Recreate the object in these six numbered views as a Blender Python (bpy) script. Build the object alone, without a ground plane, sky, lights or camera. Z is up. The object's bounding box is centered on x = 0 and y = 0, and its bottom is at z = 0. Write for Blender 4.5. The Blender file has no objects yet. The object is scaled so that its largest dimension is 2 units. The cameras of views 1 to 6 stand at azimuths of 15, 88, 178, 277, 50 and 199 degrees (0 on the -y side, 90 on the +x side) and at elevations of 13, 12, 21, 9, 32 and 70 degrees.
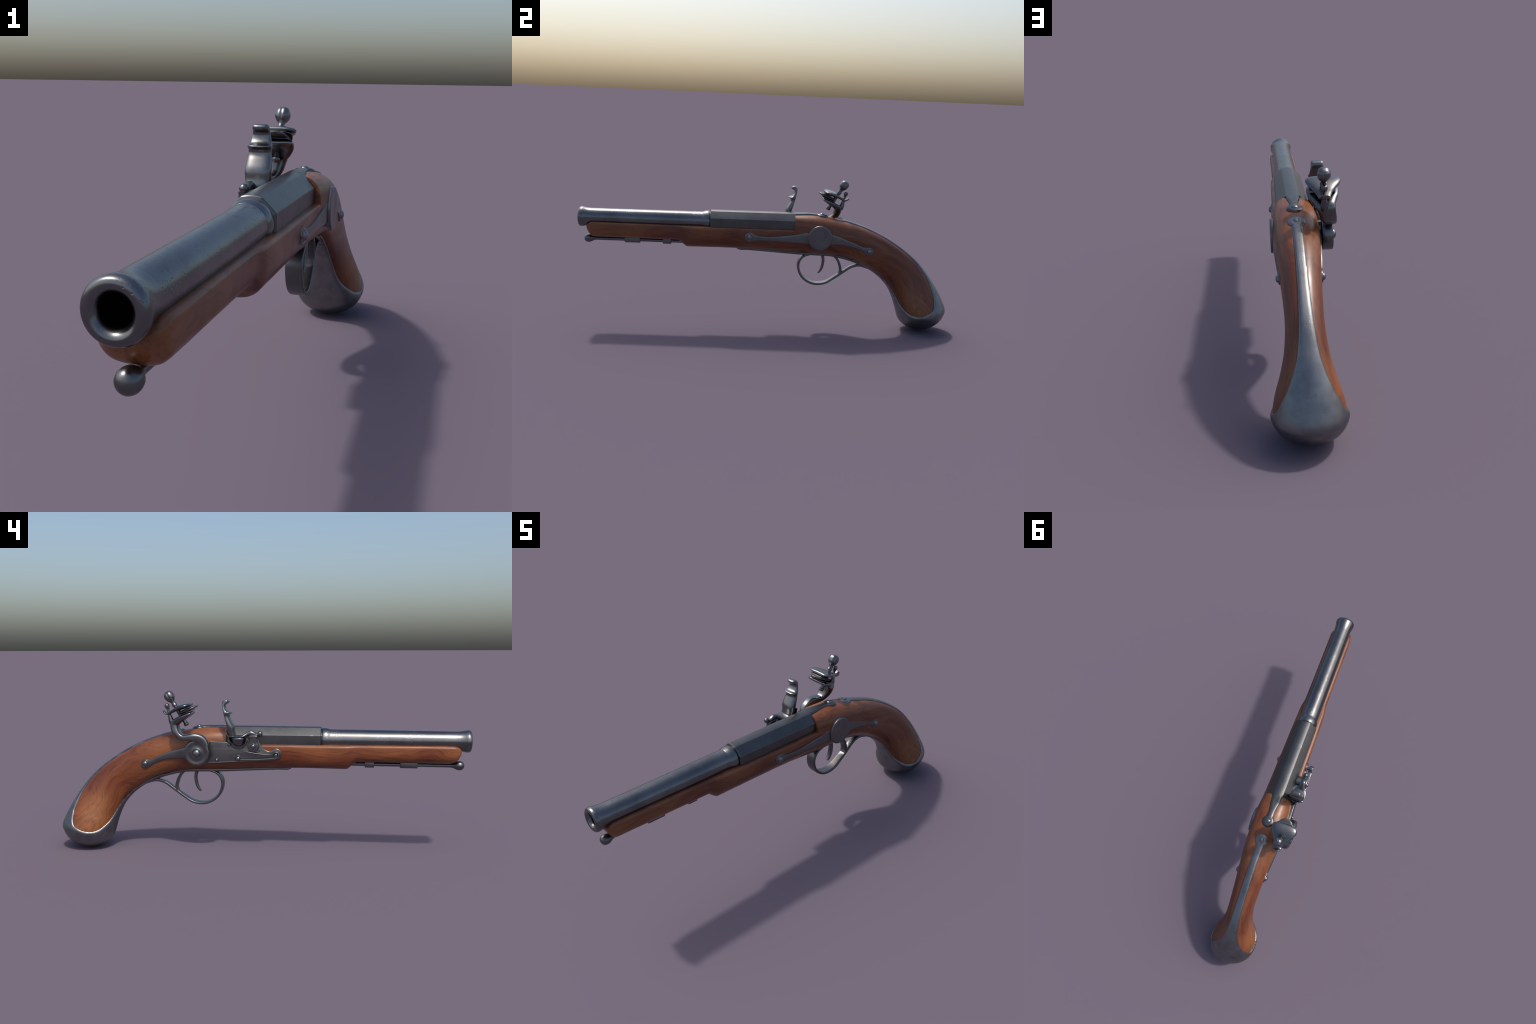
# Flintlock pistol, built part by part.  Frame: metres, z up, muzzle towards -y, lock on the -x side.
import bpy, bmesh, math
import numpy as np
from mathutils import Vector, Matrix

X0 = .018                       # the plane of symmetry of stock and barrel
PI = math.pi

# ------------------------------------------------------------------ curves
def spline(P, n):
    """Catmull-Rom through the rows of P, n samples."""
    P = np.asarray(P, float); m = len(P)
    t = np.linspace(0, m - 1, n); i = np.minimum(t.astype(int), m - 2); u = (t - i)[:, None]
    Q = np.vstack([2 * P[0] - P[1], P, 2 * P[-1] - P[-2]])
    a, b, c, d = Q[i], Q[i + 1], Q[i + 2], Q[i + 3]
    return .5 * (2 * b + (c - a) * u + (2 * a - 5 * b + 4 * c - d) * u ** 2 + (3 * b - a - 3 * c + d) * u ** 3)

def closed_spline(P, k=8):
    P = np.asarray(P, float)
    m = len(P); out = []
    for i in range(m):
        a, b, c, d = P[i - 1], P[i], P[(i + 1) % m], P[(i + 2) % m]
        for u in np.linspace(0, 1, k, endpoint=False):
            out.append(.5 * (2 * b + (c - a) * u + (2 * a - 5 * b + 4 * c - d) * u ** 2 + (3 * b - a - 3 * c + d) * u ** 3))
    return np.array(out)

def spow(v, e):
    return np.sign(v) * np.abs(v) ** e

# ------------------------------------------------------------------ meshes
def make(name, V, F, mat, angle=35, parent=None, kind=None):
    me = bpy.data.meshes.new(name)
    me.from_pydata([tuple(map(float, v)) for v in V], [], [tuple(map(int, f)) for f in F])
    me.validate(); me.update()
    bm = bmesh.new(); bm.from_mesh(me)
    bmesh.ops.remove_doubles(bm, verts=bm.verts, dist=1e-6)
    bmesh.ops.recalc_face_normals(bm, faces=bm.faces)
    bm.to_mesh(me); bm.free()
    return put(name, me, mat, angle, parent)

def put(name, me, mat, angle=35, parent=None):
    me.name = name
    me.materials.clear(); me.materials.append(mat)
    me.polygons.foreach_set('use_smooth', [True] * len(me.polygons))
    me.set_sharp_from_angle(angle=math.radians(angle))
    ob = bpy.data.objects.new(name, me)
    bpy.context.scene.collection.objects.link(ob)
    ob.parent = parent if parent is not None else ROOT
    return ob

def grid_faces(n, m, wrap=True, caps=True):
    F = []
    for i in range(n - 1):
        for j in range(m if wrap else m - 1):
            k = (j + 1) % m
            F.append((i * m + j, i * m + k, (i + 1) * m + k, (i + 1) * m + j))
    if caps:
        F.append(tuple(range(m))[::-1]); F.append(tuple((n - 1) * m + j for j in range(m)))
    return F

def loft(name, rings, mat, angle=35, parent=None, caps=True):
    rings = np.asarray(rings); n, m = rings.shape[:2]
    return make(name, rings.reshape(-1, 3), grid_faces(n, m, True, caps), mat, angle, parent)

def lathe_rings(profile, origin, axis, n=48, lobes=None):
    """profile rows: (radius, distance along axis)."""
    a = Vector(axis).normalized()
    e1 = a.orthogonal().normalized()
    if abs(a.x) < .99:                       # keep e1 along x where it can be
        e1 = (Vector((1, 0, 0)) - a * a.x).normalized()
    e2 = a.cross(e1)
    a, e1, e2, o = map(np.array, (a, e1, e2, origin))
    th = np.linspace(0, 2 * PI, n, endpoint=False)
    R = []
    for r, h in profile:
        rr = np.full(n, max(r, 1e-5))
        if lobes: rr = rr * lobes(th, h)
        R.append(o + a * h + np.outer(rr * np.cos(th), e1) + np.outer(rr * np.sin(th), e2))
    return np.array(R)

def lathe(name, profile, origin, axis, mat, n=48, angle=35, parent=None, smooth=0, lobes=None):
    p = np.asarray(profile, float)
    if smooth: p = spline(p, smooth); p[:, 0] = np.maximum(p[:, 0], 0)
    return loft(name, lathe_rings(p, origin, axis, n, lobes), mat, angle, parent)

def sweep(name, stations, mat, n=24, samples=60, power=4., angle=40, parent=None, endcap=True):
    """Bar whose spine lies in (y, z).  Station rows: y, z, half thickness in plane, half width along x, x centre."""
    S = spline(stations, samples)
    T = np.gradient(S[:, :2], axis=0); T /= np.linalg.norm(T, axis=1)[:, None]
    N = np.stack([-T[:, 1], T[:, 0]], 1)
    th = np.linspace(0, 2 * PI, n, endpoint=False) + PI / n
    c, s = spow(np.cos(th), 2 / power), spow(np.sin(th), 2 / power)
    R = np.zeros((samples, n, 3))
    for k in range(samples):
        y, z, a, b, xc = S[k]
        R[k, :, 0] = xc + b * c
        R[k, :, 1] = y + N[k, 0] * a * s
        R[k, :, 2] = z + N[k, 1] * a * s
    if endcap:                                # round the two ends off
        for end, sgn in ((0, -1), (samples - 1, 1)):
            a = S[end, 2]
            ctr = R[end].mean(0)
            extra = []
            for q in (.4, .75, .95):
                ring = ctr + (R[end] - ctr) * math.sqrt(1 - q * q)
                ring[:, 0] = ctr[0] + (R[end][:, 0] - ctr[0]) * (1 - .25 * q * q)
                ring[:, 1] += sgn * T[end, 0] * a * q; ring[:, 2] += sgn * T[end, 1] * a * q
                extra.append(ring)
            R = np.concatenate([np.array(extra[::-1]), R]) if end == 0 else np.concatenate([R, np.array(extra)])
    return loft(name, R, mat, angle, parent)

def plate(name, outline, x_in, x_out, mat, bevel=.0025, parent=None, angle=40):
    """Flat plate: outline in (y, z), between two x planes, edge of the outer face rounded."""
    cu = bpy.data.curves.new(name, 'CURVE'); cu.dimensions = '2D'; cu.fill_mode = 'BOTH'
    sp = cu.splines.new('POLY'); sp.points.add(len(outline) - 1)
    for p, q in zip(sp.points, outline): p.co = (q[0], q[1], 0, 1)
    sp.use_cyclic_u = True
    th = abs(x_out - x_in)
    cu.extrude = th / 2 - bevel; cu.bevel_depth = bevel; cu.bevel_resolution = 3; cu.offset = -bevel
    tmp = bpy.data.objects.new('tmp', cu); bpy.context.scene.collection.objects.link(tmp)
    dg = bpy.context.evaluated_depsgraph_get(); dg.update()
    me = bpy.data.meshes.new_from_object(tmp.evaluated_get(dg))
    bpy.data.objects.remove(tmp); bpy.data.curves.remove(cu)
    mid = (x_in + x_out) / 2
    me.transform(Matrix(((0, 0, 1, mid), (1, 0, 0, 0), (0, 1, 0, 0), (0, 0, 0, 1))))
    bm = bmesh.new(); bm.from_mesh(me)
    bmesh.ops.remove_doubles(bm, verts=bm.verts, dist=1e-6)
    bmesh.ops.recalc_face_normals(bm, faces=bm.faces); bm.to_mesh(me); bm.free()
    return put(name, me, mat, angle, parent)

def arm_plate(name, stations, x_of, side, mat, thick=.02, bevel=.003, n=90, parent=None):
    """Long strap on the flank.  Stations: y, z, half height.  Ends are given a zero-ish half height."""
    S = spline(stations, n)
    S[:, 2] = np.maximum(S[:, 2], .0008)
    T = np.gradient(S[:, :2], axis=0); T /= np.linalg.norm(T, axis=1)[:, None]
    N = np.stack([-T[:, 1], T[:, 0]], 1)
    R = []
    for k in range(n):
        y, z, h = S[k]
        prof = [(-h, -thick), (-h, -bevel), (-h + bevel * .3, -bevel * .3), (-h + bevel, 0), (-h * .45, .0005), (0, .0008), (h * .45, .0005),
                (h - bevel, 0), (h - bevel * .3, -bevel * .3), (h, -bevel), (h, -thick)]
        ring = []
        for v, dx in prof:
            if abs(v) > h: v = math.copysign(h, v)
            yy, zz = y + N[k, 0] * v, z + N[k, 1] * v
            ring.append((X0 + side * (x_of(yy) + dx), yy, zz))
        R.append(ring)
    return loft(name, R, mat, 40, parent)

# ---------------------------------------------- splitting a triangle mesh along a level of a vertex function
def split_level(V, T, f, level):
    V = list(map(np.array, V)); f = list(f); out = []; cut = {}
    def mid(i, j):
        k = (min(i, j), max(i, j))
        if k not in cut:
            u = (level - f[i]) / (f[j] - f[i])
            cut[k] = len(V); V.append(V[i] + u * (V[j] - V[i])); f.append(level)
        return cut[k]
    fa = np.array(f) - level
    fa[np.abs(fa) < 1e-7] = 0
    for a, b, c in T:
        s = [fa[a], fa[b], fa[c]]
        if min(s) >= 0 or max(s) <= 0:
            out.append((a, b, c)); continue
        idx = [a, b, c]
        poly = []
        for q in range(3):
            i, j = idx[q], idx[(q + 1) % 3]
            poly.append((i, np.sign(fa[i])))
            if fa[i] * fa[j] < 0: poly.append((mid(i, j), 0))
        for sg in (1, -1):
            p = [i for i, w in poly if w == sg or w == 0]
            for q in range(1, len(p) - 1): out.append((p[0], p[q], p[q + 1]))
    return np.array(V), np.array(out), np.array(f)

def drape(name, G, wrap, f, mat, height, levels=(.0028, .007, .013), profile=None, parent=None, sink=.003):
    """Metal fitting lying on a surface grid G (n, m, 3): kept where f > 0, raised by height with a rounded rim."""
    n, m = G.shape[:2]
    T = []
    mm = m if wrap else m - 1
    for i in range(n - 1):
        for j in range(mm):
            a, b, c, d = i * m + j, i * m + (j + 1) % m, (i + 1) * m + (j + 1) % m, (i + 1) * m + j
            T += [(a, b, c), (a, c, d)]
    V = G.reshape(-1, 3); f = f.reshape(-1)
    T = np.array(T)
    near = (f[T].max(1) > 0)
    T = T[near]
    V, T, f = split_level(V, T, f, 0.)
    T = T[np.array([f[list(t)].mean() > 0 for t in T])]
    # true distance from the border
    E = {}
    for t in T:
        for q in range(3):
            e = (min(t[q], t[(q + 1) % 3]), max(t[q], t[(q + 1) % 3])); E[e] = E.get(e, 0) + 1
    B = np.array([V[[e[0], e[1]]].mean(0) for e, k in E.items() if k == 1 and abs(f[e[0]]) < 1e-9 and abs(f[e[1]]) < 1e-9])
    Bv = np.array([V[e[0]] for e, k in E.items() if k == 1 and abs(f[e[0]]) < 1e-9 and abs(f[e[1]]) < 1e-9])
    B = np.vstack([B, Bv])
    used = np.unique(T)
    d = np.full(len(V), 1.)
    for s in range(0, len(used), 2000):
        u = used[s:s + 2000]
        d[u] = np.sqrt(((V[u][:, None, :] - B[None]) ** 2).sum(2).min(1))
    d[np.abs(f) < 1e-9] = 0
    for L in levels: V, T, d = split_level(V, T, d, L)
    # normals
    N = np.zeros_like(V)
    fn = np.cross(V[T[:, 1]] - V[T[:, 0]], V[T[:, 2]] - V[T[:, 0]])
    for q in range(3): np.add.at(N, T[:, q], fn)
    N /= np.linalg.norm(N, axis=1)[:, None] + 1e-12
    hgt = np.interp(d, (0,) + tuple(levels), profile or (height * .32, height * .68, height * .93, height * 1.0))
    W = V + N * hgt[:, None] * ORIENT
    # skirt down into the wood
    bord = {}
    faces = [tuple(t) for t in T]
    Wl = list(W)
    E = {}
    for t in T:
        for q in range(3):
            i, j = t[q], t[(q + 1) % 3]; k = (min(i, j), max(i, j)); E[k] = None if k in E else (i, j)
    for e in E.values():
        if e is None: continue
        for i in e:
            if i not in bord: bord[i] = len(Wl); Wl.append(V[i] - N[i] * sink * ORIENT)
        faces.append((e[1], e[0], bord[e[0]], bord[e[1]]))
    usedv = sorted({i for fc in faces for i in fc}); re = {i: k for k, i in enumerate(usedv)}
    return make(name, [Wl[i] for i in usedv], [tuple(re[i] for i in fc) for fc in faces], mat, 50, parent)

# ------------------------------------------------------------------ materials
class Nodes:
    def __init__(s, name):
        s.m = bpy.data.materials.new(name); s.m.use_nodes = True
        s.t = s.m.node_tree; s.b = s.t.nodes['Principled BSDF']
    def n(s, typ, **kw):
        x = s.t.nodes.new(typ)
        for k, v in kw.items(): setattr(x, k, v)
        return x
    def l(s, a, b): s.t.links.new(a, b)
    def val(s, sock, v):
        if hasattr(v, 'links') or isinstance(v, bpy.types.NodeSocket): s.l(v, sock)
        else: sock.default_value = v
    def math(s, op, a, b=0., c=None, clamp=False):
        x = s.n('ShaderNodeMath', operation=op, use_clamp=clamp)
        s.val(x.inputs[0], a); s.val(x.inputs[1], b)
        if c is not None: s.val(x.inputs[2], c)
        return x.outputs[0]
    def noise(s, vec, scale, detail=4., rough=.55, dist=0.):
        x = s.n('ShaderNodeTexNoise'); s.l(vec, x.inputs['Vector'])
        x.inputs['Scale'].default_value = scale; x.inputs['Detail'].default_value = detail
        x.inputs['Roughness'].default_value = rough; x.inputs['Distortion'].default_value = dist
        return x.outputs['Fac']
    def ramp(s, fac, stops, interp='LINEAR'):
        x = s.n('ShaderNodeValToRGB'); e = x.color_ramp.elements; x.color_ramp.interpolation = interp
        while len(e) < len(stops): e.new(.5)
        for k, (p, c) in zip(e, stops):
            k.position = p; k.color = (*c, 1) if isinstance(c, (tuple, list)) else (c, c, c, 1)
        s.l(fac, x.inputs[0]); return x.outputs[0]
    def mix(s, fac, a, b, blend='MIX'):
        x = s.n('ShaderNodeMix', data_type='RGBA', blend_type=blend)
        s.val(x.inputs[0], fac)
        for q, v in ((6, a), (7, b)):
            if isinstance(v, tuple): x.inputs[q].default_value = (*v, 1)
            else: s.l(v, x.inputs[q])
        return x.outputs[2]
    def xyz(s, a, b, c):
        x = s.n('ShaderNodeCombineXYZ')
        for q, v in enumerate((a, b, c)): s.val(x.inputs[q], v)
        return x.outputs[0]

def wood_material():
    w = Nodes('oiled_walnut')
    co = w.n('ShaderNodeTexCoord').outputs['Object']
    sep = w.n('ShaderNodeSeparateXYZ'); w.l(co, sep.inputs[0]); x, y, z = sep.outputs
    # grain coordinates: straight along the fore-end, bending round with the grip
    yc, zc = .30, -.12
    dy = w.math('MAXIMUM', w.math('SUBTRACT', y, yc), 0.)
    dz = w.math('SUBTRACT', z, zc)
    r = w.math('SQRT', w.math('ADD', w.math('MULTIPLY', dy, dy), w.math('MULTIPLY', dz, dz)))
    ang = w.math('ARCTAN2', dy, dz)
    along = w.math('ADD', w.math('MINIMUM', y, yc), w.math('MULTIPLY', ang, .6))
    big = w.noise(w.xyz(w.math('MULTIPLY', x, 2.), w.math('MULTIPLY', along, 2.2), w.math('MULTIPLY', r, 3.)), 1.6, 2., .5)
    warp = w.math('MULTIPLY', w.math('SUBTRACT', big, .5), .20)
    r2 = w.math('ADD', r, warp)
    fig = w.noise(w.xyz(w.math('MULTIPLY', x, 9.), w.math('MULTIPLY', along, 3.0), w.math('MULTIPLY', r2, 24.)), 1., 5., .58, 1.1)
    fine = w.noise(w.xyz(w.math('MULTIPLY', x, 130.), w.math('MULTIPLY', along, 9.), w.math('MULTIPLY', r2, 190.)), 1., 3., .6)
    # growth rings round a knot at the butt
    ky = w.math('SUBTRACT', y, .850); kz = w.math('SUBTRACT', z, .105)
    ku = w.math('ADD', w.math('MULTIPLY', ky, -.555 / 2.3), w.math('MULTIPLY', kz, .832 / 2.3))
    kv = w.math('ADD', w.math('MULTIPLY', ky, .832), w.math('MULTIPLY', kz, .555))
    kd = w.math('SQRT', w.math('ADD', w.math('MULTIPLY', ku, ku), w.math('MULTIPLY', kv, kv)))
    kring = w.math('SINE', w.math('ADD', w.math('MULTIPLY', kd, 260.), w.math('MULTIPLY', big, 22.)))
    kmask = w.ramp(kd, [(.02, 1.), (.10, 0.)], 'EASE')
    col = w.ramp(fig, [(.20, (.058, .016, .0080)), (.40, (.113, .0292, .0115)), (.56, (.160, .0450, .0158)), (.80, (.22, .076, .025))])
    patch = w.ramp(big, [(.44, 0.), (.64, 1.)])
    col = w.mix(w.math('MULTIPLY', patch, .55), col, (.275, .102, .033))
    col = w.mix(w.math('MULTIPLY', kmask, .55), col, (.285, .110, .033))
    kk = w.math('MULTIPLY', w.math('MULTIPLY', w.math('ADD', w.math('MULTIPLY', kring, .5), .5), kmask), .30)
    col = w.mix(kk, col, (.095, .028, .013))
    ring = w.math('SINE', w.math('ADD', w.math('MULTIPLY', r2, 330.), w.math('MULTIPLY', fig, 9.)))
    line = w.math('MULTIPLY', w.ramp(ring, [(.70, 0.), (.98, 1.)]), w.ramp(w.noise(w.xyz(x, along, r), 8., 2.), [(.42, 0.), (.65, .32)]))
    col = w.mix(line, col, (.060, .016, .009))
    dark = w.ramp(fine, [(.30, .60), (.48, 1.)])
    col = w.mix(1., col, dark, 'MULTIPLY')
    spk = w.noise(co, 95., 2., .5)
    col = w.mix(w.ramp(spk, [(.72, 0.), (.78, .5)]), col, (.05, .015, .008))
    w.l(col, w.b.inputs['Base Color'])
    rg = w.ramp(w.noise(co, 14., 4.), [(.3, .30), (.7, .42)])
    w.l(rg, w.b.inputs['Roughness'])
    w.b.inputs['Specular IOR Level'].default_value = .5
    bp = w.n('ShaderNodeBump'); bp.inputs['Strength'].default_value = .12; bp.inputs['Distance'].default_value = .002
    w.l(w.math('ADD', fine, w.math('MULTIPLY', fig, .8)), bp.inputs['Height']); w.l(bp.outputs[0], w.b.inputs['Normal'])
    return w.m

def steel_material(name, base=.165, rough=(.34, .46), pits=.35, tint=(.98, 1., 1.03), mottle=(7., .82, 1.12)):
    w = Nodes(name)
    co = w.n('ShaderNodeTexCoord').outputs['Object']
    cloud = w.noise(co, mottle[0], 5., .6)
    grime = w.noise(co, 34., 5., .65)
    c = lambda v: tuple(v * q for q in tint)
    col = w.ramp(cloud, [(.32, c(base * mottle[1])), (.52, c(base)), (.70, c(base * mottle[2]))])
    col = w.mix(w.ramp(grime, [(.56, 0.), (.72, .4)]), col, c(base * .6))
    w.l(col, w.b.inputs['Base Color'])
    w.b.inputs['Metallic'].default_value = 1.
    rg = w.math('ADD', w.math('MULTIPLY', grime, (rough[1] - rough[0]) * 1.2), w.math('ADD', w.math('MULTIPLY', cloud, .08), rough[0] - .10))
    w.l(rg, w.b.inputs['Roughness'])
    # small pits, in scattered fields, over a faint hammered unevenness
    v = w.n('ShaderNodeTexVoronoi'); w.l(co, v.inputs['Vector']); v.inputs['Scale'].default_value = 150.
    field = w.ramp(w.noise(co, 11., 3.), [(.50, 0.), (.62, 1.)])
    pit = w.math('MULTIPLY', w.ramp(v.outputs['Distance'], [(.08, 0.), (.34, 1.)]), 1.)
    pit = w.math('SUBTRACT', 1., w.math('MULTIPLY', w.math('SUBTRACT', 1., pit), field))
    h = w.math('ADD', w.math('MULTIPLY', pit, pits), w.math('MULTIPLY', w.noise(co, 45., 2.), .10))
    bp = w.n('ShaderNodeBump'); bp.inputs['Strength'].default_value = .3; bp.inputs['Distance'].default_value = .002
    w.l(h, bp.inputs['Height']); w.l(bp.outputs[0], w.b.inputs['Normal'])
    return w.m

def plain(name, col, rough, metallic=0.):
    w = Nodes(name)
    co = w.n('ShaderNodeTexCoord').outputs['Object']
    f = w.noise(co, 45., 4.)
    w.l(w.ramp(f, [(.3, tuple(c * .7 for c in col)), (.7, tuple(c * 1.2 for c in col))]), w.b.inputs['Base Color'])
    w.b.inputs['Roughness'].default_value = rough; w.b.inputs['Metallic'].default_value = metallic
    return w.m

ROOT = bpy.data.objects.new('flintlock_pistol', None)
bpy.context.scene.collection.objects.link(ROOT)
ROOT['label'] = 'antique flintlock pistol, red-brown wooden stock with worn steel fittings'
ROOT['category'] = 'pistol'

WOOD = wood_material()
STEEL = steel_material('worn_steel')
BARREL = steel_material('pitted_barrel_steel', base=.178, rough=(.23, .37), pits=1.)
CAP = steel_material('butt_cap_steel', base=.225, rough=(.38, .50), pits=.5, mottle=(16., .78, 1.15))
LOCK = steel_material('lock_steel', base=.185, rough=(.29, .40), pits=.15)
SCREWS = steel_material('screw_steel', base=.22, rough=(.34, .42), pits=.1)
BREECH = steel_material('breech_steel', base=.122, rough=(.36, .46), pits=.6)
FLINT = plain('grey_flint', (.10, .10, .105), .3, .5)
LEATHER = plain('jaw_lining', (.20, .20, .21), .34, 1.)
BORE = plain('shadow_blackened_bore', (.0012, .0012, .0012), 1.)  # near-black base paints in the deep shadow inside the muzzle
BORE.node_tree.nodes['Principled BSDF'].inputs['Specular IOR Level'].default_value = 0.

# ------------------------------------------------------------------ the stock
# fore-end: y, bottom z, top z, half width, exponent below, exponent above, widest point (0 top .. 1 bottom)
FORE = [(-.9555, .5120, .5170, .028, 3.0, 3, .5), (-.9535, .503, .523, .040, 3.2, 3.5, .45), (-.949, .490, .530, .048, 2.8, 4, .42), (-.940, .4725, .537, .0545, 2.9, 5, .4),
        (-.9305, .4625, .5405, .0575, 2.9, 6, .38), (-.922, .4580, .542, .0590, 2.9, 6, .36), (-.905, .4570, .5425, .0600, 2.9, 6, .36),
        (-.70, .4565, .5425, .0605, 2.9, 6, .36), (-.4745, .4560, .542, .0615, 2.9, 6, .36), (-.466, .4545, .542, .0620, 2.8, 6, .35),
        (-.428, .4230, .5415, .0695, 2.6, 6, .30), (-.421, .4210, .5415, .0705, 2.55, 6, .30), (-.40, .4208, .5415, .0715, 2.5, 6, .30),
        (-.25, .4225, .5415, .0750, 2.45, 6, .28), (-.10, .4215, .5415, .0765, 2.4, 6, .24), (.05, .4160, .5415, .078, 2.35, 6, .15), (.1468, .4100, .5415, .079, 2.3, 5, .08)]
# wrist and grip: top (y, z), bottom (y, z), half width, exponent above, exponent below, widest point
GRIP = [(.1485, .616, .1485, .410, .079, 2.7, 2.3, .41), (.22, .617, .215, .409, .087, 2.5, 2.3, .41), (.30, .612, .285, .407, .089, 2.4, 2.3, .42),
        (.413, .591, .36, .402, .085, 2.35, 2.35, .45), (.536, .553, .437, .390, .078, 2.35, 2.4, .48), (.64, .506, .507, .366, .072, 2.35, 2.45, .5),
        (.735, .448, .570, .3335, .067, 2.35, 2.45, .5), (.815, .385, .6305, .290, .066, 2.3, 2.4, .5), (.88, .314, .678, .2375, .074, 2.2, 2.3, .5),
        (.927, .248, .707, .184, .090, 2.15, 2.2, .5), (.963, .187, .728, .131, .110, 2.1, 2.2, .5), (.992, .125, .743, .085, .1215, 2.1, 2.2, .5),
        (.988, .094, .755, .056, .1145, 2.1, 2.2, .5), (.971, .062, .780, .033, .097, 2.1, 2.2, .5), (.938, .034, .815, .017, .069, 2.1, 2.2, .5),
        (.905, .016, .850, .0085, .033, 2.1, 2.2, .5)]

def section(T, B, w, nu, nl, m, th):
    c, s = np.cos(th), np.sin(th)
    n = np.where(c > 0, nu, nl)
    v, x = spow(c, 2 / n), spow(s, 2 / n)
    f = np.where(c > 0, m * (1 - v), m - (1 - m) * v)
    P = np.zeros((len(th), 3))
    P[:, 0] = X0 + w * x
    P[:, 1:] = np.array(T) + (np.array(B) - np.array(T)) * f[:, None]
    return P

def grip_grid(nt, ns):
    S = spline(GRIP, nt)
    th = np.linspace(0, 2 * PI, ns, endpoint=False)
    G = np.array([section(s[:2], s[2:4], *s[4:], th) for s in S])
    return G, np.linspace(0, len(GRIP) - 1, nt), th

def build_stock():
    ns = 128
    th = np.linspace(0, 2 * PI, ns, endpoint=False)
    fore = []
    F = np.array(FORE)
    for a, b in zip(F[:-1], F[1:]):
        k = max(1, int((b[0] - a[0]) / .012))
        for u in np.linspace(0, 1, k, endpoint=False):
            q = a + (b - a) * u
            fore.append(section((q[0], q[2]), (q[0], q[1]), q[3], q[5], q[4], q[6], th))
    q = F[-1]; fore.append(section((q[0], q[2]), (q[0], q[1]), q[3], q[5], q[4], q[6], th))
    G, t, _ = grip_grid(200, ns)
    return loft('stock', np.concatenate([np.array(fore), G]), WOOD, 38)
stock = build_stock()

# which way do the grid triangles of a loft (a,b,c),(a,c,d) face?  +1 when outwards
_G, _t, _th = grip_grid(12, 16)
_n = np.cross(_G[5, 4] * 0 + _G[5, 5] - _G[5, 4], _G[6, 5] - _G[5, 4])
ORIENT = 1. if _n[0] * (_G[5, 4, 0] - X0) > 0 else -1.

# ------------------------------------------------------------------ butt cap with its back strap
WINDOW = [(1.0, 9.), (2.2, 9.2), (3.2, 9.5), (4, 10), (5, 11.5), (6, 14), (7, 18.6), (7.8, 24), (8.7, 35), (9.4, 44), (10.0, 53), (10.4, 61), (10.68, 71), (10.9, 86),
          (10.98, 98), (10.93, 109), (10.70, 123), (10.28, 135), (9.7, 146.5), (9.1, 152), (8.1, 157), (7, 161), (6, 163.5), (5, 165), (4, 166), (1.0, 166)]
def window_field(t, deg):
    """> 0 outside the wooden panel, in (station, angle) space"""
    P = spline(WINDOW, 400); sc = np.array([1., 1 / 38.])
    P = P * sc
    Q = np.stack([t, deg], -1).reshape(-1, 2) * sc
    inside = np.zeros(len(Q), bool); x, y = Q[:, 0], Q[:, 1]
    for a, b in zip(P, np.roll(P, -1, 0)):
        if a[1] == b[1]: continue
        cr = ((a[1] > y) != (b[1] > y)) & (x < (b[0] - a[0]) * (y - a[1]) / (b[1] - a[1]) + a[0])
        inside ^= cr
    a, b = P[:-1], P[1:]
    d = np.full(len(Q), 9.)
    for s in range(0, len(Q), 4000):
        q = Q[s:s + 4000, None, :]
        ab = (b - a)[None]; u = np.clip(((q - a[None]) * ab).sum(2) / (ab ** 2).sum(2), 0, 1)
        d[s:s + 4000] = np.sqrt((((a[None] + u[..., None] * ab) - q) ** 2).sum(2)).min(1)
    return np.where(inside, -d, d).reshape(t.shape)

def build_cap():
    G, t, th = grip_grid(300, 192)
    keep = t > 1.9
    G, t = G[keep], t[keep]
    deg = np.degrees(np.abs((th + PI) % (2 * PI) - PI))
    tt, dd = np.meshgrid(t, deg, indexing='ij')
    f = window_field(tt, dd) * .06
    f = f + np.clip((tt - 7.) / 3., 0, 1) * .0007 * (np.sin(dd * .16 + tt * 3.) + .6 * np.sin(dd * .27 + tt * 5. + 1.))
    # the strap stops in a round eye; the lower tongue runs out under the trigger guard tail
    top = dd < 90
    f = np.where(top & (tt < 6), np.minimum(f, G[..., 1] - .398), f)
    f = np.where(~top & (tt < 6), np.minimum(f, (tt - 4.5) * .06), f)
    eye = .0320 - np.hypot(G[..., 0] - X0, (G[..., 1] - .397) * 1.03)
    f = np.where(top, np.maximum(f, eye), f)
    # close the very end of the loft
    return drape('butt_cap', G, True, f, CAP, .0068)
butt_cap = build_cap()
G, t, th = grip_grid(200, 96)
end = G[-1]; ctr = end.mean(0)
R = [end + np.array([0, 0, -.0070]), ctr + (end - ctr) * .6 + np.array([0, 0, -.0105]), ctr + (end - ctr) * .02 + np.array([0, 0, -.0120])]
loft('butt_cap_base', R, CAP, 60, butt_cap)

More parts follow.
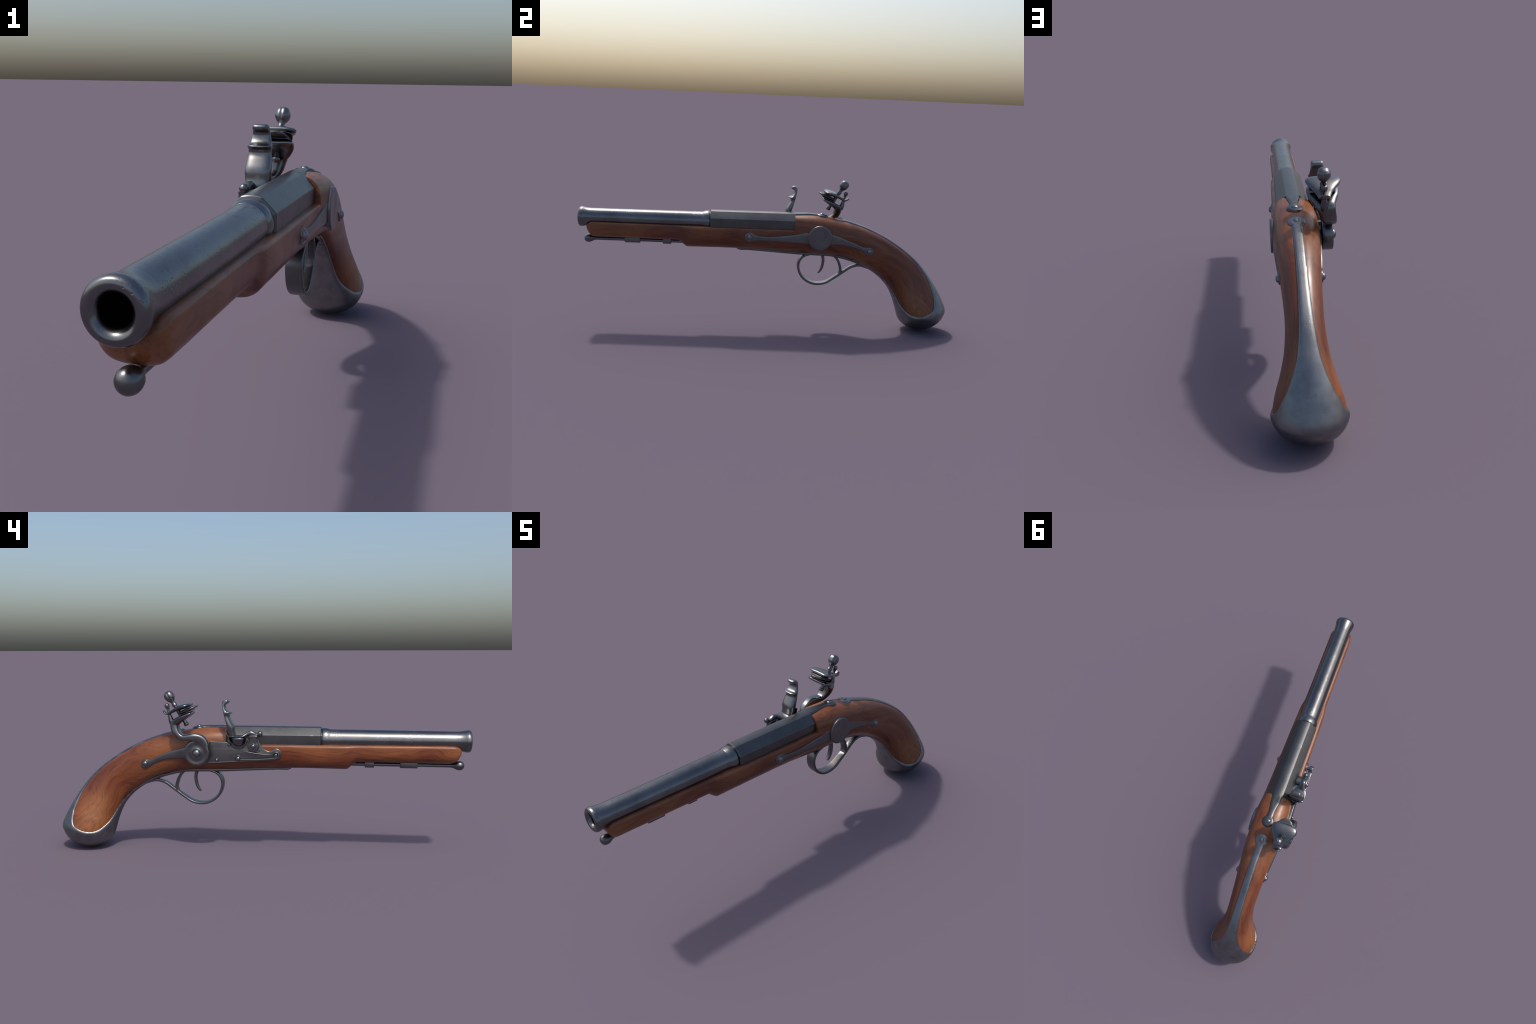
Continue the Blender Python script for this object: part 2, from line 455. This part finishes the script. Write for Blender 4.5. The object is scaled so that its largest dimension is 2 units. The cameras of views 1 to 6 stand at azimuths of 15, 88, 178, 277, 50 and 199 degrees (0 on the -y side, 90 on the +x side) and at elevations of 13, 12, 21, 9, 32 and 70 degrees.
# ------------------------------------------------------------------ barrel
def build_barrel():
    zc = .561
    prof = [(.0248, -.9760), (.0258, -.985), (.0305, -.9945), (.0380, -.9995), (.0460, -.9985), (.0505, -.9945), (.0528, -.988), (.0530, -.983), (.0520, -.976), (.0498, -.966), (.0478, -.953),
            (.0466, -.935), (.0465, -.90), (.0480, -.65), (.0496, -.42), (.0500, -.352), (.0512, -.343), (.0535, -.335), (.0556, -.326), (.0562, -.317), (.0556, -.309), (.0535, -.305), (.052, -.3035), (.052, -.29)]
    p = spline(prof, 150)
    rings = lathe_rings(p, (X0, 0, zc), (0, 1, 0), 64)
    return loft('barrel', rings, BARREL, 40, caps=False)
barrel = build_barrel()
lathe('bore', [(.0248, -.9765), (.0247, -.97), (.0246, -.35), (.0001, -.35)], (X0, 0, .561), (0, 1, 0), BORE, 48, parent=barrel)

def build_breech():
    """eight-sided rear part of the barrel"""
    c = .0022
    rings = []
    for y, a, inset in ((-.3035, .0588, .010), (-.3005, .0588, .0022), (-.2983, .0588, .0), (.152, .0608, 0.)):
        a = a - inset
        zc = .5605
        k = a * math.tan(PI / 8); e = .0012
        pts = []
        for q in range(8):
            ang = PI / 2 - q * PI / 4
            n = np.array([math.cos(ang), math.sin(ang)]); tv = np.array([math.sin(ang), -math.cos(ang)])
            for s in np.linspace(-k + e, k - e, 9):
                h = a + (.0034 if q == 0 else .0004) * (1 - (s / k) ** 2)
                pts.append((X0 + n[0] * h + tv[0] * s, y, zc + n[1] * h + tv[1] * s))
        rings.append(pts)
    return loft('breech', rings, BREECH, 10, barrel)
build_breech()

def build_tang():
    G, t, th = grip_grid(420, 384)
    keep = t < 2.45
    G = G[keep]
    j = np.r_[np.arange(-70, 71)]
    G = G[:, j]
    x, y = np.abs(G[..., 0] - X0), G[..., 1]
    hw = np.interp(y, [.14, .15, .17, .185, .20, .22, .24, .26, .275, .285], [.0262, .0262, .0258, .0245, .0225, .0188, .0165, .0160, .0175, .020])
    f = np.where(y < .287, hw - x, -1.)
    f = np.maximum(f, .0308 - np.hypot(x, y - .295))
    return drape('tang', G, False, f, BREECH, .0086, parent=barrel)
build_tang()

# ------------------------------------------------------------------ screws (one dome mesh, many copies)
def dome_mesh(name, slot=False):
    prof = [(1.30, -.9), (1.30, .02), (1.26, .10), (1.18, .12), (1.10, .08), (1.06, -.06), (1.0, -.08), (.99, .10), (.94, .30), (.82, .50), (.6, .65), (.32, .735), (.0, .76)]
    rings = lathe_rings(np.array(prof), (0, 0, 0), (1, 0, 0), 32)
    ob = loft(name, rings, SCREWS, 50)
    return ob
SCREW = None
def screw(pos, r, normal, parent, flat=1., name='screw'):
    global SCREW
    if SCREW is None: ob = SCREW = dome_mesh(name)
    else:
        ob = SCREW.copy(); ob.name = name; bpy.context.scene.collection.objects.link(ob)
    n = Vector(normal).normalized()
    ob.rotation_mode = 'QUATERNION'
    ob.rotation_quaternion = Vector((1, 0, 0)).rotation_difference(n)
    ob.location = pos; ob.scale = (r * flat, r, r); ob.parent = parent
    return ob

tang = bpy.data.objects['tang']
screw((X0, .295, .6185), .0138, (0, .12, 1), barrel, .8)
screw((X0, .397, .5985), .0138, (0, .26, 1), butt_cap, .8)

# ------------------------------------------------------------------ ramrod
lathe('ramrod', [(.0001, -.9725), (.0075, -.9717), (.0145, -.9685), (.0197, -.9625), (.0220, -.955), (.0222, -.948), (.0205, -.939), (.0160, -.930), (.0115, -.921), (.0096, -.912), (.0092, -.90), (.0092, -.70), (.0092, -.43)],
      (X0, 0, .4447), (0, 1, 0), STEEL, 40, 50)
ramrod = bpy.data.objects['ramrod']
for a, b in ((-.757, -.675), (-.553, -.509)):
    rings = []
    th = np.linspace(0, 2 * PI, 40, endpoint=False)
    for y, s in ((a, .9), (a + .001, .98), (a + .002, 1.), (b - .002, 1.), (b - .001, .98), (b, .9)):
        c, sn = spow(np.cos(th), .6), spow(np.sin(th), .6)
        rings.append(np.stack([X0 + .0155 * s * c, np.full(40, y), .4455 + .0168 * s * sn], 1))
    loft('ramrod_pipe', rings, STEEL, 40)

# ------------------------------------------------------------------ trigger guard
guard = sweep('trigger_guard', [(.236, .4030, .0065, .026, X0), (.210, .394, .0066, .0262, X0), (.190, .376, .0066, .0265, X0), (.1795, .348, .0066, .0265, X0), (.182, .317, .0066, .0265, X0), (.1945, .287, .0066, .0265, X0),
               (.218, .262, .0066, .0262, X0), (.253, .2437, .0066, .0255, X0), (.2915, .2393, .0066, .0245, X0), (.331, .2475, .0066, .023, X0), (.365, .268, .0066, .0212, X0), (.401, .2930, .0068, .019, X0),
               (.430, .314, .0070, .017, X0), (.458, .334, .0070, .0155, X0), (.482, .3445, .0070, .0145, X0), (.506, .3490, .0070, .0140, X0), (.526, .3475, .0068, .0145, X0), (.548, .3400, .0055, .0150, X0), (.575, .3285, .0030, .015, X0)],
              STEEL, samples=110, power=5)
sweep('trigger_guard_loop', [(.355, .406, .0065, .022, X0), (.375, .394, .0065, .0215, X0), (.3915, .375, .0065, .021, X0), (.404, .348, .0065, .020, X0), (.4102, .3175, .0065, .019, X0), (.402, .294, .0055, .018, X0)],
      STEEL, samples=50, power=5, parent=guard)
sweep('guard_plate', [(-.156, .4235, .0050, .008, X0), (-.150, .4215, .0062, .013, X0), (-.138, .4188, .0072, .0170, X0), (-.122, .4180, .0068, .0170, X0), (-.10, .4180, .0062, .0155, X0), (-.04, .4162, .0070, .0175, X0), (.04, .4130, .0075, .0205, X0), (.11, .4098, .0080, .023, X0),
                       (.20, .4068, .0088, .0255, X0), (.30, .4050, .0088, .0255, X0), (.36, .4020, .0085, .024, X0), (.41, .3925, .0080, .022, X0), (.46, .3785, .0072, .020, X0), (.50, .3640, .0066, .018, X0), (.53, .3510, .0055, .016, X0), (.556, .3405, .003, .014, X0)],
      STEEL, samples=120, power=4, parent=guard)
sweep('trigger', [(.309, .408, .012, .0125, X0), (.3100, .392, .0088, .0125, X0), (.3140, .372, .0076, .0125, X0), (.3120, .345, .0074, .0125, X0), (.3055, .322, .0070, .012, X0), (.296, .306, .0056, .011, X0), (.2880, .2980, .0038, .009, X0)],
      STEEL, samples=50, power=3)

# ------------------------------------------------------------------ side plates
def flank(y):
    return np.interp(y, [-.12, -.03, .10, .22, .35, .45, .52, .58], [.0795, .0820, .0845, .0870, .0872, .0840, .0785, .0745])
side = arm_plate('side_plate', [(-.1145, .4955, .0), (-.1125, .4955, .0115), (-.106, .4955, .0195), (-.0975, .4955, .0240), (-.0885, .4953, .0258), (-.0785, .4947, .0240), (-.0675, .4935, .0182), (-.055, .4925, .0147), (-.03, .4915, .0130), (.012, .4910, .0125),
          (.07, .4930, .0148), (.13, .4958, .0200), (.188, .4995, .0270), (.225, .5035, .0325), (.283, .5050, .0340), (.346, .4995, .0285), (.39, .4925, .0205), (.43, .4830, .0152), (.47, .4705, .0122), (.505, .4565, .0114), (.524, .4490, .0140), (.534, .4455, .0190), (.544, .4425, .0222), (.554, .4385, .0215), (.563, .4350, .0165), (.5685, .4328, .010), (.571, .4318, .0)],
          flank, 1, STEEL, n=200)
lathe('side_plate_disc', [(.064, .0), (.0655, .001), (.0655, .0105), (.0645, .0128), (.0625, .0142), (.055, .0142), (.03, .0125), (.0001, .0116)], (.0985, .2825, .5055), (1, 0, 0), STEEL, 64, 40, side)
screw((.0985, -.0895, .4955), .0138, (1, 0, 0), side)
screw((.0945, .551, .4405), .0138, (1, .12, 0), side)

rear = arm_plate('lock_tail', [(.30, .4990, .030), (.346, .4970, .0265), (.38, .4930, .0225), (.41, .4880, .0190), (.455, .4765, .0140), (.495, .4605, .0118), (.52, .4490, .0133), (.533, .4450, .0185), (.543, .4430, .0218), (.553, .4390, .0215), (.562, .4355, .0165), (.568, .4333, .010), (.5705, .4322, .0)],
          lambda y: np.interp(y, [.30, .35, .45, .52, .58], [.096, .0930, .0860, .0795, .0755]), -1, STEEL, n=120)
screw((-.0595, .549, .4410), .0138, (-1, .12, 0), rear)

# ------------------------------------------------------------------ lock plate
LX = -.082
out = [(.300, .553), (.237, .5562), (.19, .5550), (.1446, .5538), (.133, .5465), (.1227, .5322), (.108, .522), (.090, .518), (.072, .522), (.055, .538), (.046, .556), (.036, .572), (.015, .578), (-.004, .570), (-.0144, .548), (-.0235, .5336), (-.0344, .521), (-.049, .513), (-.0635, .5114),
       (-.0744, .5175), (-.0871, .5236), (-.1016, .522), (-.1125, .513), (-.1161, .4985), (-.1108, .482), (-.0981, .4727), (-.0435, .4663), (.0113, .4626), (.0847, .4590), (.1586, .4545), (.2307, .4513), (.300, .452)]
o = closed_spline(out, 5)
def lock_face(y): return np.interp(y, [-.12, .23], [-.0650, -.0805])
def shear(ob):
    for v in ob.data.vertices: v.co.x += lock_face(v.co.y) - LX
    return ob
lock = shear(plate('lock_plate', o, -.045, LX, LOCK, .003))
shear(plate('lock_plate_recess', closed_spline([(.142, .550), (.135, .570), (.10, .575), (.05, .572), (.035, .555), (.05, .525), (.09, .505), (.128, .525)], 5), -.045, -.0715, LOCK, .001, lock))
for y, z, r in ((.0900, .4750, .0118), (.1925, .4668, .0062), (.1318, .5400, .0055)):
    screw((lock_face(y) - .0035, y, z), r, (-1, 0, 0), lock, 1.1)
screw((lock_face(-.01) - .004, -.0100, .5165), .0045, (-1, 0, 0), lock, 2.2)
spring = sweep('frizzen_spring', [(.068, .5105, .0012, .0110, -.0880), (.045, .5100, .0030, .0110, -.0880), (.018, .5055, .0034, .0110, -.0880), (-.009, .5015, .0034, .0110, -.0880), (-.045, .4980, .0036, .0110, -.0880), (-.070, .4990, .0036, .0110, -.0880), (-.083, .5068, .0036, .0110, -.0880),
         (-.0955, .5105, .0036, .0110, -.0880), (-.1050, .5035, .0036, .0110, -.0880), (-.1065, .4930, .0036, .0110, -.0880), (-.1000, .4855, .0036, .0110, -.0880), (-.085, .4822, .0036, .0110, -.0880), (-.062, .4790, .0036, .0110, -.0880), (-.009, .4748, .0034, .0110, -.0880), (.046, .4735, .0030, .0110, -.0880), (.076, .4735, .0022, .0110, -.0880)],
         LOCK, samples=140, power=4)
lathe('spring_post', [(.0085, 0), (.0085, .03)], (-.060, -.0920, .4955), (-1, 0, 0), LOCK, 24, 40, spring)
screw((-.0890, -.0920, .4955), .0090, (-1, 0, 0), spring, 1.1)

# ------------------------------------------------------------------ pan and fence
def build_pan():
    c = np.array([-.070, .0870, .5755]); rx, ry, rz = .046, .0355, .0415
    rings = []
    for q in np.linspace(0, PI / 2, 14):                     # rim to bottom
        th = np.linspace(0, 2 * PI, 48, endpoint=False)
        k = math.cos(q) ** .8
        rings.append(np.stack([c[0] + rx * k * spow(np.cos(th), .75), c[1] + ry * k * spow(np.sin(th), .75), np.full(48, c[2] - rz * math.sin(q))], 1))
    th = np.linspace(0, 2 * PI, 48, endpoint=False)
    rim = lambda k, z: np.stack([c[0] + rx * k * spow(np.cos(th), .75), c[1] + ry * k * spow(np.sin(th), .75), np.full(48, c[2] + z)], 1)
    rings = [rim(.02, .0010), rim(.5, .0012), rim(.93, .0012), rim(.985, .0012), rim(1.012, -.001), rim(1.012, -.006), rim(.99, -.008)] + rings[3:]
    return loft('pan', rings, LOCK, 50)
pan = build_pan()
sweep('pan_fence', [(.1465, .612, .0016, .022, -.068), (.141, .598, .002, .026, -.070), (.1335, .582, .0026, .028, -.071), (.127, .566, .0028, .028, -.071), (.118, .549, .003, .022, -.068)], LOCK, samples=30, power=5, parent=pan)

# ------------------------------------------------------------------ frizzen
def build_frizzen():
    S = [(.585, .1255, .0985, .0335), (.592, .1275, .0995, .0345), (.605, .131, .1025, .0358), (.630, .1375, .1040, .0375), (.655, .1445, .1170, .0355), (.672, .1490, .1270, .0330), (.682, .1515, .1272, .0325), (.688, .1530, .1225, .0335), (.693, .1545, .1160, .0345), (.6965, .1552, .1175, .0342),
         (.701, .1562, .1330, .0315), (.710, .1580, .1425, .0292), (.7234, .1605, .1475, .0262), (.733, .1615, .1440, .0245), (.739, .1615, .1330, .0236), (.744, .1605, .1288, .0231), (.749, .1575, .1290, .0226), (.753, .151, .1335, .0205), (.7548, .1455, .1395, .0165)]
    S = spline(S, 70)
    th = np.linspace(0, 2 * PI, 40, endpoint=False) + PI / 40
    c, s = np.cos(th), np.sin(th)
    rings = []
    for z, yb, yf, w in S:
        n = np.where(s > 0, 6., 2.6)
        rings.append(np.stack([-.0797 + w * spow(c, 2 / n), (yb + yf) / 2 + np.where(s > 0, 1, 1) * (yb - yf) / 2 * spow(s, 2 / n), np.full(40, z)], 1))
    fr = loft('frizzen', rings, LOCK, 45)
    # pan cover, running forward into the hump
    sweep('pan_cover', [(.128, .5835, .0065, .034, -.0797), (.108, .5830, .0060, .0365, -.0800), (.090, .5815, .0050, .0365, -.0805), (.075, .5815, .0052, .033, -.081), (.062, .5845, .0062, .0255, -.081), (.051, .5905, .0080, .0185, -.081), (.040, .5955, .0105, .0145, -.081), (.027, .5970, .0135, .0138, -.081),
                        (.013, .5935, .0110, .0128, -.081), (.002, .5890, .0080, .0105, -.081), (-.008, .5920, .0080, .0095, -.081)], LOCK, samples=70, power=2.6, parent=fr)
    lathe('frizzen_knob', [(.0001, -.0132), (.0065, -.0115), (.0110, -.0070), (.0130, 0), (.0110, .0070), (.0065, .0115), (.0001, .0132)], (-.081, -.0155, .5955), (1, 0, 0), LOCK, 32, 60, fr, smooth=30)
    cy, cz, r = .0150, .5365, .0262
    o = [(.0335, .588), (.0325, .575), (.0330, .5650)] + [(cy + r * math.cos(a), cz + r * math.sin(a)) for a in np.radians(np.linspace(42, -222, 14))] + [(-.0035, .565), (-.0030, .575), (-.0020, .588)]
    leg = plate('frizzen_leg', closed_spline(o, 5), -.066, -.1005, LOCK, .004, fr)
    screw((-.1005, .0150, .5375), .0100, (-1, 0, 0), leg, 1.0)
    return fr
frizzen = build_frizzen()

# ------------------------------------------------------------------ cock
def build_cock():
    cx = -.081
    body = sweep('cock', [(.2340, .508, .0100, .0195, -.1010), (.2410, .537, .0182, .0197, -.1015), (.2555, .561, .0220, .0202, -.1030), (.2770, .5735, .0215, .0212, -.1065), (.300, .5785, .0190, .0225, -.1095), (.326, .5765, .0158, .0230, -.1095), (.350, .5775, .0140, .0245, -.107), (.368, .5885, .0148, .0275, -.1025), (.382, .6065, .0178, .0310, -.0970), (.3890, .6290, .0190, .0330, -.0915),
                           (.3860, .6450, .0185, .037, -.087), (.368, .6590, .0165, .046, -.084), (.348, .6715, .0140, .0550, -.083), (.328, .6815, .0118, .059, -.0825), (.314, .6885, .0090, .059, -.0825), (.305, .6930, .0055, .056, -.0825)],
                 LOCK, samples=120, power=3.6, n=40)
    lathe('cock_disc', [(.0585, -.0405), (.0595, -.039), (.0595, -.003), (.0588, -.001), (.0570, .0), (.050, -.0004), (.043, -.0016), (.034, -.0018), (.026, -.0004), (.0225, .0004), (.0001, .0004)], (-.1210, .2815, .5035), (-1, 0, 0), LOCK, 64, 40, body)
    screw((-.1215, .2815, .5035), .0190, (-1, 0, 0), body, 1.0)
    jaw = sweep('top_jaw', [(.4445, .6990, .0032, .014, cx), (.4400, .6930, .0048, .019, cx), (.4300, .6875, .0056, .0210, cx), (.4190, .6882, .0062, .0225, cx), (.4040, .6965, .0078, .0290, cx), (.3840, .7080, .0104, .0420, cx - .001), (.3600, .7185, .0125, .0575, cx - .0025), (.3380, .7260, .0118, .0645, cx - .003), (.3220, .7302, .0092, .0590, cx - .003), (.3125, .7322, .0058, .046, cx - .003)],
                LOCK, samples=80, power=2.6, n=40, parent=body)
    # flint between two leaves of lining
    sweep('flint', [(.354, .6945, .0070, .040, cx), (.335, .7025, .0080, .043, cx), (.318, .7098, .0078, .041, cx), (.303, .7162, .0068, .037, cx), (.291, .7213, .0055, .029, cx), (.284, .7243, .0042, .019, cx), (.2815, .7255, .0030, .012, cx)], FLINT, samples=40, power=3, n=32, parent=body)
    sweep('flint_lining', [(.304, .7240, .0014, .036, cx), (.311, .7215, .0014, .046, cx), (.322, .7175, .0014, .051, cx), (.342, .7075, .0014, .050, cx), (.356, .6985, .0014, .046, cx), (.3605, .6915, .0014, .044, cx), (.356, .6868, .0014, .046, cx), (.344, .6888, .0014, .050, cx), (.324, .6970, .0014, .051, cx), (.309, .7030, .0014, .046, cx), (.300, .7065, .0014, .036, cx)],
          LEATHER, samples=60, power=6, parent=body)
    ax = (0, .525, .851)
    base = (cx, .3362, .6385)
    def lobes(th, h):
        if h < .115: return 1.
        k = min(1, (h - .115) / .02)
        g = np.abs((th + PI / 4) % (PI / 2) - PI / 4)
        return 1 - .11 * k * np.exp(-(g / .20) ** 2)
    prof = [(.0001, -.009), (.007, -.0085), (.0105, -.006), (.0122, -.002), (.0122, .003), (.0105, .006), (.0095, .009), (.0095, .06), (.0095, .097), (.0098, .1005), (.0122, .1015), (.0125, .1055), (.0110, .110), (.0098, .116), (.0105, .122), (.0140, .1285), (.0195, .1355), (.0237, .1440), (.0249, .1530), (.0240, .1615), (.0205, .1700), (.0145, .1755), (.0075, .1782), (.0001, .1788)]
    lathe('jaw_screw', prof, base, ax, LOCK, 48, 50, body, smooth=110, lobes=lobes)
    # thread on the shaft
    R = []
    turns = 7; n = 14 * turns
    a = Vector(ax).normalized(); e1 = Vector((1, 0, 0)); e2 = a.cross(e1)
    for k in range(n + 1):
        u = 2 * PI * k / 14; h = .030 + .055 * k / n
        d = e1 * math.cos(u) + e2 * math.sin(u); c0 = Vector(base) + a * h + d * .0098
        R.append([tuple(c0 + d * (.0018 * math.cos(q)) + a * (.0018 * math.sin(q))) for q in np.linspace(0, 2 * PI, 6, endpoint=False)])
    loft('jaw_screw_thread', R, LOCK, 60, body)
    # upright guide behind the top jaw
    o, tip = Vector((cx, .4035, .6340)), Vector((cx, .4318, .7345))
    L = (tip - o).length
    lathe('jaw_guide', [(.0001, -.004), (.0085, -.002), (.0120, .006), (.0132, .014), (.0120, .026), (.0098, .040), (.0075, .055), (.0058, .066), (.0062, .074), (.0095, .083), (.0117, .0915), (.0105, L - .005), (.006, L - .001), (.0001, L)], o, tip - o, LOCK, 32, 60, body, smooth=60)
    return body
cock = build_cock()
